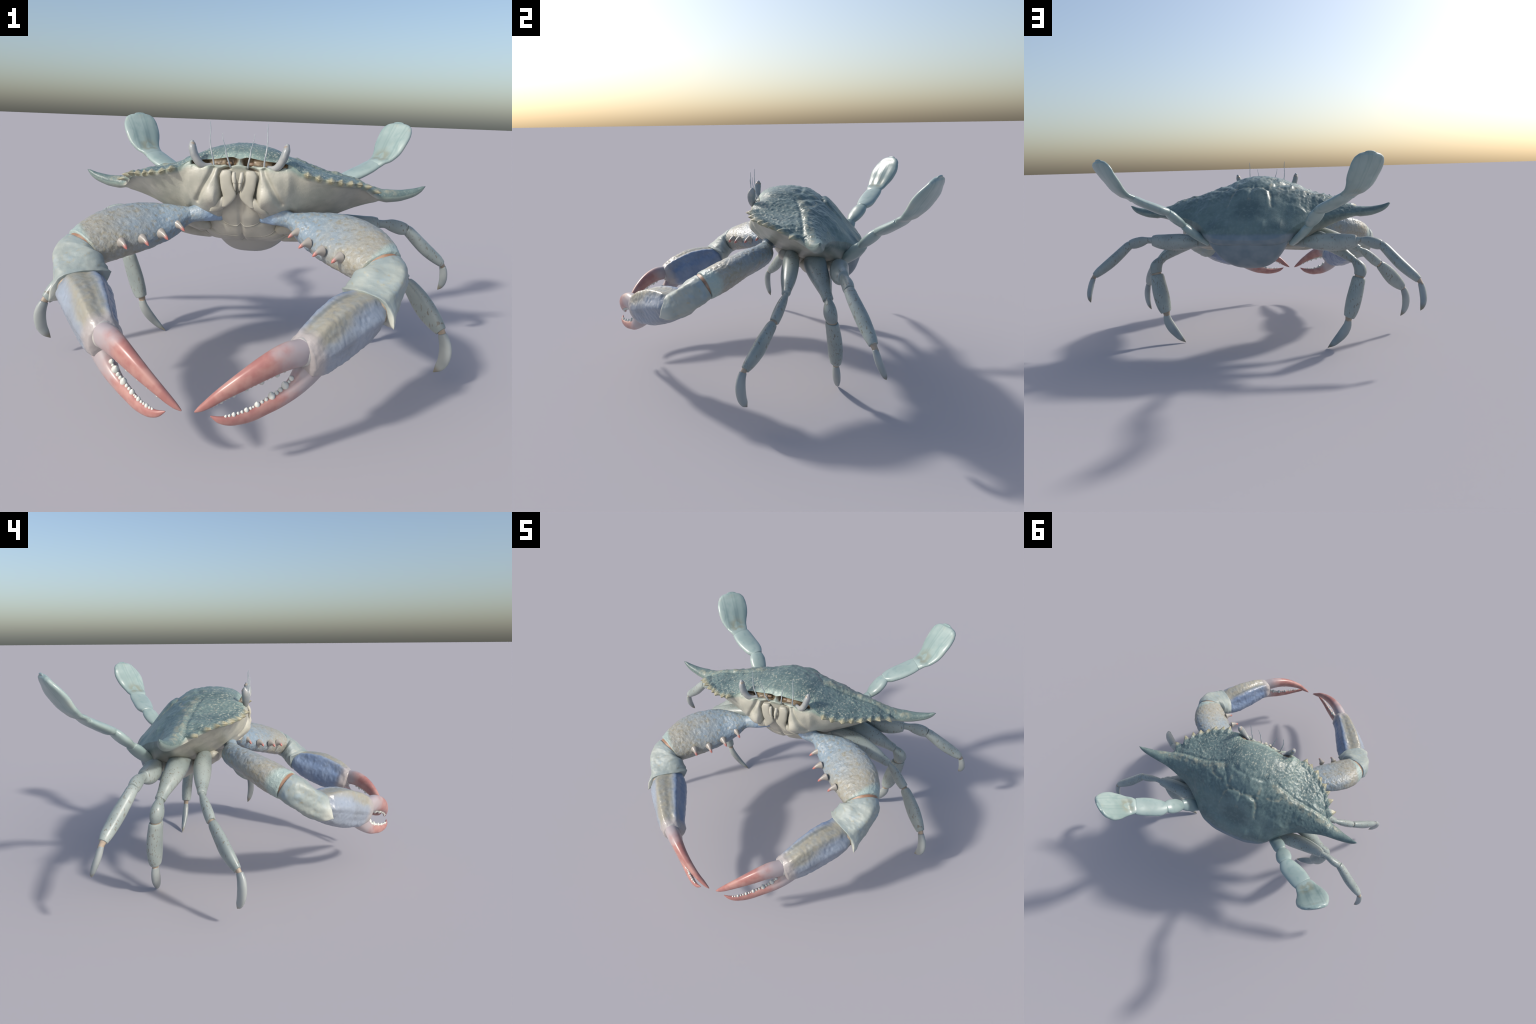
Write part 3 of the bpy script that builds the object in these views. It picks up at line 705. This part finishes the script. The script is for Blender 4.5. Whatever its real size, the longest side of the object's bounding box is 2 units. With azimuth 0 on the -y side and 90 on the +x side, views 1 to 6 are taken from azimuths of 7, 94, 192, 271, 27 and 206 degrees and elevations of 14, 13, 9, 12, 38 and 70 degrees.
def leg_B():
    d = (.87,.48,-.1)
    L = segment("walking_leg", [(.25,.290,.650),(.31,.290,.646),(.38,.296,.640),(.455,.313,.608),(.52,.333,.570),(.566,.347,.539),(.592,.354,.523)], (0,.93,.35), gir([.050,.054,.055,.0475,.036,.0265,.025]), gir([.034,.038,.041,.040,.032,.0235,.021]), M_LEG, (None, None), cap=(.6,.3))
    segment("leg_wrist", [(.585,.353,.530),(.600,.356,.516),(.616,.359,.500),(.633,.363,.472),(.6355,.368,.446),(.6315,.371,.432)], d, gir([.018,.0195,.027,.0345,.0345,.0315]), gir([.016,.0175,.024,.0290,.0275,.0245]), M_LEG, L, cap=(.5,.12))
    segment("leg_joint", [(.632,.370,.434),(.6295,.372,.424),(.627,.373,.413)], d, [.030,.029,.030], [.0230,.0225,.023], M_JOINT, L, nring=8)
    segment("leg_shin", [(.628,.3722,.420),(.6265,.373,.413),(.620,.378,.383),(.611,.384,.343),(.599,.390,.292),(.587,.393,.243),(.577,.395,.208),(.571,.3955,.190)], d, gir([.036,.0385,.0415,.0440,.0455,.0430,.0370,.0315]), gir([.025,.0265,.028,.0295,.030,.029,.027,.0245]), M_LEG, L, cap=(.08,.12))
    segment("leg_joint", [(.571,.396,.194),(.567,.398,.173),(.565,.399,.156)], d, [.0235,.0195,.0200], [.017,.0145,.0140], M_JOINT, L, nring=8)
    segment("foot_claw", [(.5665,.398,.166),(.563,.400,.144),(.550,.402,.115),(.530,.404,.085),(.505,.406,.056),(.475,.409,.026),(.445,.411,.002)], (-.75,-.45,.5), gir([.020,.0235,.0270,.0270,.0230,.0155,.0015]), gir([.0135,.0155,.0165,.0160,.0140,.0100,.0015]), M_TIP, L, cap=(.25,.6), tip=True)

def leg_C():
    d = (-.05,.3,.95)
    L = segment("walking_leg", [(.325,.420,.633),(.345,.421,.634),(.385,.420,.634),(.43,.416,.634),(.50,.413,.632),(.56,.415,.634),(.600,.420,.640),(.617,.423,.642)], d, gir([.024,.029,.0395,.0455,.0470,.0435,.037,.0315]), gir([.032,.037,.043,.0445,.0420,.036,.030,.025]), M_LEG, (None, None), cap=(.3,.25))
    segment("leg_base", [(.25,.375,.626),(.285,.395,.628),(.315,.412,.631),(.335,.419,.633)], d, gir([.021,.023,.026,.026]), gir([.021,.023,.026,.026]), M_LEG, L, cap=(.6,.3))
    segment("leg_wrist", [(.618,.424,.644),(.640,.424,.6445),(.656,.425,.6445),(.678,.429,.641),(.708,.436,.633),(.738,.440,.625),(.757,.442,.621)], (.15,.35,.92), gir([.0195,.0180,.0195,.0265,.0305,.0300,.0255]), gir([.017,.016,.0165,.0195,.0225,.0230,.0210]), M_LEG, L, cap=(.4,.12))
    segment("leg_shin", [(.757,.441,.622),(.764,.444,.617),(.785,.453,.598),(.820,.471,.563),(.862,.492,.523),(.905,.510,.487),(.942,.525,.458),(.959,.5315,.443)], (.05,.85,.5), gir([.0225,.0245,.0265,.0290,.0305,.0285,.0240,.0195]), gir([.0210,.0230,.0255,.0275,.0285,.0265,.0220,.0175]), M_LEG, L, cap=(.1,.15))
    segment("leg_joint", [(.957,.530,.445),(.966,.536,.432),(.973,.541,.418)], d, [.0155,.0130,.0135], [.0145,.0122,.0125], M_JOINT, L, nring=8)
    segment("foot_claw", [(.970,.539,.424),(.9765,.545,.402),(.982,.555,.372),(.984,.566,.345),(.981,.577,.319),(.975,.585,.301),(.968,.590,.288)], (-.9,.35,.1), gir([.0150,.0175,.0185,.0175,.0145,.0092,.0015]), gir([.0120,.0135,.0140,.0132,.0110,.0072,.0015]), M_TIP, L, cap=(.25,.6), tip=True)
leg_A(); leg_B(); leg_C()

# leg hips: the short base segments that come out from under the shell
def hips():
    for C, W, T, mat in (
        ([(.17,.13,.645),(.21,.125,.658),(.25,.13,.672)], [.026,.030,.026], [.026,.030,.026], M_BELLY),
        ([(.20,.185,.635),(.25,.178,.658),(.29,.170,.670)], [.032,.035,.030], [.030,.032,.028], M_BELLY),
        ([(.18,.245,.600),(.25,.262,.606),(.32,.292,.616),(.365,.296,.628)], [.036,.041,.044,.040], [.036,.042,.044,.038], M_BELLY),
        ([(.18,.32,.615),(.25,.345,.618),(.30,.385,.622)], [.030,.032,.030], [.028,.030,.028], M_BELLY),
        ([(.18,.37,.645),(.235,.40,.648),(.270,.440,.652)], [.027,.029,.027], [.024,.026,.024], M_BELLY),
        ([(.10,.075,.705),(.135,.055,.716),(.170,.040,.716),(.205,.034,.706),(.228,.030,.699)], [.030,.042,.043,.037,.036], [.028,.036,.036,.032,.031], M_ARM)):
        v, f = loft(frame_stations(C, (0,.6,.75), W, T), 20, 24); mirrored("leg_hip" if mat is M_BELLY else "claw_hip", v, f, mat)
hips()

# ------------------------------------------------------------------ swimming legs
def leg_D():
    w = (-.66,.74,.03)
    L = segment("swimming_leg", [(.255,.452,.636),(.285,.470,.660),(.325,.496,.694),(.352,.517,.724),(.369,.530,.741)], (-.45,.85,-.25), [.030,.037,.043,.042,.034], [.019,.022,.0235,.0235,.021], M_PAD, (None, None), cap=(.5,.45))
    segment("swimming_wrist", [(.371,.532,.744),(.385,.548,.763),(.405,.572,.789),(.422,.594,.815),(.431,.607,.829)], w, [.030,.044,.0505,.0475,.0385], [.018,.0230,.0250,.0235,.0190], M_PAD, L, cap=(.4,.4))
    def notch(t, th): return 1.0
    segment("swimming_shin", [(.431,.609,.831),(.452,.623,.838),(.482,.639,.852),(.515,.654,.868),(.548,.672,.885),(.575,.688,.901),(.592,.697,.912)], w, [.037,.052,.060,.063,.0635,.061,.0575], [.0205,.0245,.0250,.0240,.0225,.0210,.0180], M_PAD, L, cap=(.3,.12))
    # the blade: a flat oval, dished on its upper side
    C = [(.594,.697,.911),(.608,.706,.927),(.627,.718,.945),(.650,.735,.972),(.668,.755,.999),(.684,.775,1.028),(.697,.793,1.058),(.706,.808,1.086),(.713,.820,1.109),(.7155,.8238,1.118),(.7168,.8256,1.1225)]
    W = [.052,.060,.069,.083,.0935,.0985,.0965,.087,0.069,.051,.030]; T = [.0180,.0185,.0195,.0225,.0250,.0255,.0245,.0220,.0175,.0130,.007]
    dirs = [(-.62,.76,.1),(-.64,.75,.09),(-.67,.73,.07),(-.70,.71,.04),(-.73,.68,.0),(-.75,.66,-.03),(-.78,.62,-.03),(-.82,.55,0),(-.84,.52,0),(-.84,.52,0),(-.84,.52,0)]
    st = frame_stations(C, np.array(dirs), W, T)
    sgn = 1.0 if np.dot(st[5][2], V(0,-.6,.8)) > 0 else -1.0     # which sign of v faces up and forward
    V3 = [(c, u, w) for c, u, w in st]
    v, f = loft(V3, 90, 56, cap=(.35,.5), exps=2.4)
    # dish the upper face and lay soft ribs along it
    Cc = np.array(C); tax = unit(Cc[-1]-Cc[0]); wax = unit(st[5][1]); nax = unit(st[5][2])*sgn
    L0 = np.linalg.norm(Cc[-1]-Cc[0])
    dC = np.linalg.norm(np.diff(Cc, axis=0), axis=1); tsC = np.concatenate([[0], np.cumsum(dC)])/dC.sum()
    a = np.clip(((v - Cc[0])@tax)/L0, 0, 1)
    cen = interp_cr(tsC, Cc, a); Wd = interp_pchip(tsC, W, a)
    q = np.clip(((v-cen)@wax)/Wd, -1, 1); up = ((v-cen)@nax) > 0
    dish = .0065*(1-np.abs(q)**2.5)*smooth(.03,.22,a)*smooth(1.0,.85,a)
    ribs = .0022*np.cos(q*8.0)*np.exp(-(q/.6)**2)*smooth(.08,.3,a)*smooth(.85,.5,a)
    v = v - np.where(up, dish - ribs, 0)[:, None]*nax - (.010*smooth(.03,.18,a)*smooth(.6,.3,a))[:, None]*nax
    mirrored("paddle", v, f, M_PAD, L)
leg_D()

# ------------------------------------------------------------------ claws
def claw():
    # arm (merus): a bent rounded wedge
    N = unit(V(.371,-.286,-.109))
    C = [(.205,.037,.702),(.218,.032,.701),(.240,.024,.697),(.275,.013,.686),(.322,-.001,.672),(.378,-.036,.664),(.430,-.078,.655),(.481,-.119,.641),(.524,-.162,.624),(.560,-.208,.604),(.585,-.248,.588)]
    W = [.030,.033,.042,.066,.091,.112,.1235,.1265,.121,.107,.0895]; T = [.028,.030,.037,.050,.0565,.0605,.0640,.0680,.072,.074,.0725]
    D = [(.45,.7,.55)]*4 + [(.5,.66,.56),(.55,.62,.56),(.6,.6,.53),(.66,.56,.49),(.73,.52,.44),(.84,.42,.36),(.93,.26,.26)]
    def lump(p): return fbm(p, 62, 2, 3.1)*.0028 + fbm(p, 24, 2, 9.0)*.003
    v, f = loft(frame_stations(C, np.array(D), W, T), 150, 104, cap=(.5,.12), exps=2.35, disp=lump)
    A = mirrored("claw_arm", v, f, M_ARM)
    # thorns on the front edge
    base_c = [V(.262,-.035,.668), V(.306,-.112,.640), V(.362,-.183,.627), V(.432,-.232,.617)]
    for tip, b in zip(MERUS_SPINES, base_c):
        tip = V(*tip); m1 = b*.5+tip*.5 + V(0,-.002,.006)
        v, f = loft(frame_stations([b, m1, tip*.8+m1*.2, tip], (.6,.4,.7), [.024,.0110,.0048,.0008], [.020,.0098,.0045,.0008]), 16, 14, cap=(.3,.4))
        mirrored("claw_thorn", v, f, M_THORN, A)
    # soft joint
    v, f = loft(frame_stations([(.580,-.240,.591),(.590,-.255,.584),(.600,-.272,.575)], (.93,.26,.26), [.0835,.0790,.076], [.0690,.0655,.063]), 8, 40, cap=(.2,.2))
    mirrored("claw_joint", v, f, plain("claw_joint_skin", srgb(152,116,92), srgb(168,138,116), .45), A)
    # wrist (carpus): turns from the arm to the hand, outer side drawn out into a spike
    C = [(.590,-.255,.5845),(.596,-.267,.577),(.599,-.288,.561),(.594,-.315,.543),(.580,-.342,.519),(.560,-.368,.497),(.543,-.391,.481)]
    D = [(.93,.26,.26),(.94,.22,.24),(.95,.15,.15),(.95,.02,.05),(.93,-.2,.0),(.88,-.42,-.03),(.82,-.56,-.05)]
    W = [.083,.0855,.0865,.086,.088,.0915,.0935]; T = [.0685,.0705,.070,.069,.0685,.069,.070]
    def facets(t, th):
        a = np.degrees(th); g = lambda c, w: np.exp(-(((a-c+180) % 360 - 180)/w)**2)
        return 1 + float(smooth(.08,.25,t))*(.10*g(52,16)*float(1-smooth(.7,1,t)) - .06*g(45,25)*float(smooth(.7,1,t)) - .05*g(22,14) - .04*g(88,18) + .05*g(130,18) + .06*g(318,16) - .03*g(345,12)) + .05*float(smooth(.86,1,t)) + .34*g(172,42)*float(smooth(.05,.4,t)*smooth(1.0,.72,t)) - .07*g(0,45)*float(smooth(.1,.4,t)*smooth(1.0,.7,t))
    def lump2(p): return fbm(p, 20, 2, 5.5)*.005 + fbm(p, 60, 2, 2.5)*.003
    v, f = loft(frame_stations(C, np.array(D), W, T), 60, 72, cap=(.12,.04), exps=2.35, disp=lump2, shape=facets)
    # pull the outer lower rim out into the wrist spike, and the inner top into a corner
    def pull(v, center, tip, rad, pw=2.2):
        d = np.linalg.norm(v-center, axis=1); w = np.clip(1-d/rad, 0, 1)**pw
        return v + w[:, None]*(tip-center)
    rim = v[-(72*7+2):-2]
    k = rim[np.argmin(np.linalg.norm(rim-V(.623,-.47,.435), axis=1))]
    v = pull(v, k, V(.624,-.474,.433), .085, 2.1)
    k = rim[np.argmin(np.linalg.norm(rim-V(.443,-.315,.520), axis=1))]
    v = pull(v, k, V(.443,-.315,.520), .06, 1.4)
    mirrored("claw_wrist", v, f, M_WRIST, A)
    v, f = loft(frame_stations([(.562,-.368,.498),(.543,-.392,.481),(.527,-.412,.471)], (.82,-.56,-.05), [.084,.083,.078], [.064,.063,.062]), 8, 40, cap=(.3,.3))
    mirrored("claw_joint", v, f, M_JOINT, A)
    # hand (palm)
    C = [(.545,-.365,.482),(.524,-.391,.474),(.502,-.420,.464),(.479,-.451,.455),(.454,-.487,.445),(.428,-.525,.433),(.403,-.562,.421),(.380,-.598,.410),(.355,-.634,.398),(.336,-.663,.392),(.326,-.678,.389)]
    H = [.074,.089,.098,.098,.093,.087,.080,.074,.067,.060,.054]; Tn = [.054,.066,.078,.088,.096,.100,.099,.095,.086,.075,.066]
    st = []
    for i, c in enumerate(C): st.append((V(*c) + PO*.005*float(np.sin(np.pi*i/(len(C)-1))), PO*H[i], PU*Tn[i]))
    def ridges(t, th):
        a = np.degrees(th)
        g = lambda c, w: np.exp(-((a-c)/w)**2)
        f = float(smooth(.02,.2,t)*smooth(1.0,.85,t))
        return 1 + f*(.08*g(60,12) - .07*g(91,8) + .06*g(113,10) - .19*g(146,26) + .03*g(10,25) - .05*g(28,13) + .05*g(2,10) - .05*g(335,12) - .04*g(215,25))
    def lump3(p): return fbm(p, 60, 2, 1.7)*.0030 + fbm(p, 26, 2, 4.7)*.003
    v, f = loft(st, 110, 104, cap=(.2,.25), exps=2.45, shape=ridges, disp=lump3)
    v = pull(v, V(.300,-.628,.385), V(.288,-.620,.380), .05, 1.5)
    P = mirrored("claw_hand", v, f, M_PALM, A)
    # movable finger
    C = [(.335,-.676,.417),(.318,-.694,.413),(.285,-.723,.412),(.250,-.752,.403),(.214,-.778,.387),(.170,-.804,.363),(.128,-.823,.337),(.090,-.836,.311),(.055,-.841,.282),(.034,-.8445,.267),(.021,-.845,.258)]
    W = [.040,.043,.0445,.042,.0385,.0325,.0260,.0200,.0140,.0085,.0025]; T = [.036,.0365,.035,.031,.027,.0225,.0180,.0142,.0105,.0068,.0022]
    def crest(t, th): return 1 + .07*np.exp(-((np.degrees(th)-90)/22)**2)
    up = np.cross(PO, PT)
    v, f = loft(frame_stations(C, np.array([PU]*len(C)), W, T), 70, 32, cap=(.3,.6), exps=2.2)
    F1 = mirrored("claw_finger", v, f, M_FING, A)
    fing1 = C
    # knuckle collar
    v, f = loft(frame_stations([(.338,-.662,.408),(.328,-.678,.412),(.318,-.690,.413)], PU, [.052,.051,.046], [.044,.044,.040]), 8, 32, cap=(.3,.2))
    mirrored("claw_knuckle", v, f, plain("knuckle_shell", srgb(164,162,160), srgb(188,186,180), .35), A)
    # fixed finger
    C = [(.350,-.642,.345),(.330,-.662,.318),(.305,-.686,.290),(.280,-.706,.271),(.252,-.727,.256),(.220,-.753,.245),(.184,-.783,.234),(.150,-.810,.231),(.120,-.830,.2325),(.092,-.843,.240),(.070,-.848,.251)]
    W = [.050,.043,.034,.029,.0265,.0245,.0225,.0195,.0160,.0105,.002]; T = [.042,.036,.028,.023,.0200,.0178,.0155,.0132,.0110,.0075,.002]
    v, f = loft(frame_stations(C, np.array([PU]*len(C)), W, T), 70, 32, cap=(.3,.6), exps=2.2)
    F2 = mirrored("fixed_claw_finger", v, f, M_FING, A)
    # rows of blunt teeth on both fingers
    size = [1.0,.62,1.5,.95,.9,1.5,.85,.8,1.2,.55,.7,1.05,.75,.72,1.0,.7,.65]
    def teeth(Cs, Ws, sign, r0, t0, t1):
        Cs = np.array(Cs, float); d = np.linalg.norm(np.diff(Cs, axis=0), axis=1); ts = np.concatenate([[0], np.cumsum(d)]); ts /= ts[-1]
        acc = np.cumsum(size) - np.array(size)/2; acc = t0 + (t1-t0)*acc/sum(size)
        for t, s in zip(acc, size):
            c = interp_cr(ts, Cs, t)[0]; c2 = interp_cr(ts, Cs, t+.02)[0]; tg = unit(c2-c)
            w = float(interp_pchip(ts, Ws, t)[0])
            u = unit(PU - tg*(PU@tg))*sign
            r = r0*s*(1.05-.35*t); b = c + u*(w-.001)
            st = frame_stations([b-u*r*.4, b+u*r*.35, b+u*r*.95, b+u*r*1.3], tg, [r*.8, r*.86, r*.58, r*.2], [r*.8, r*.86, r*.58, r*.2])
            v, f = loft(st, 10, 14, cap=(.4,.5)); mirrored("claw_tooth", v, f, M_TOOTH, A)
    teeth(C, W, 1, .0102, .17, .90)
    teeth(fing1, [.040,.043,.0445,.042,.0385,.0325,.0260,.0200,.0140,.0085,.0025], -1, .0090, .20, .88)
claw()

# settle the lowest point on z = 0
zmin = min((o.matrix_world @ Vector(v.co)).z for o in bpy.data.objects if o.type == 'MESH' and o.name.startswith("foot_claw") for v in o.data.vertices)
ROOT.location.z = -zmin
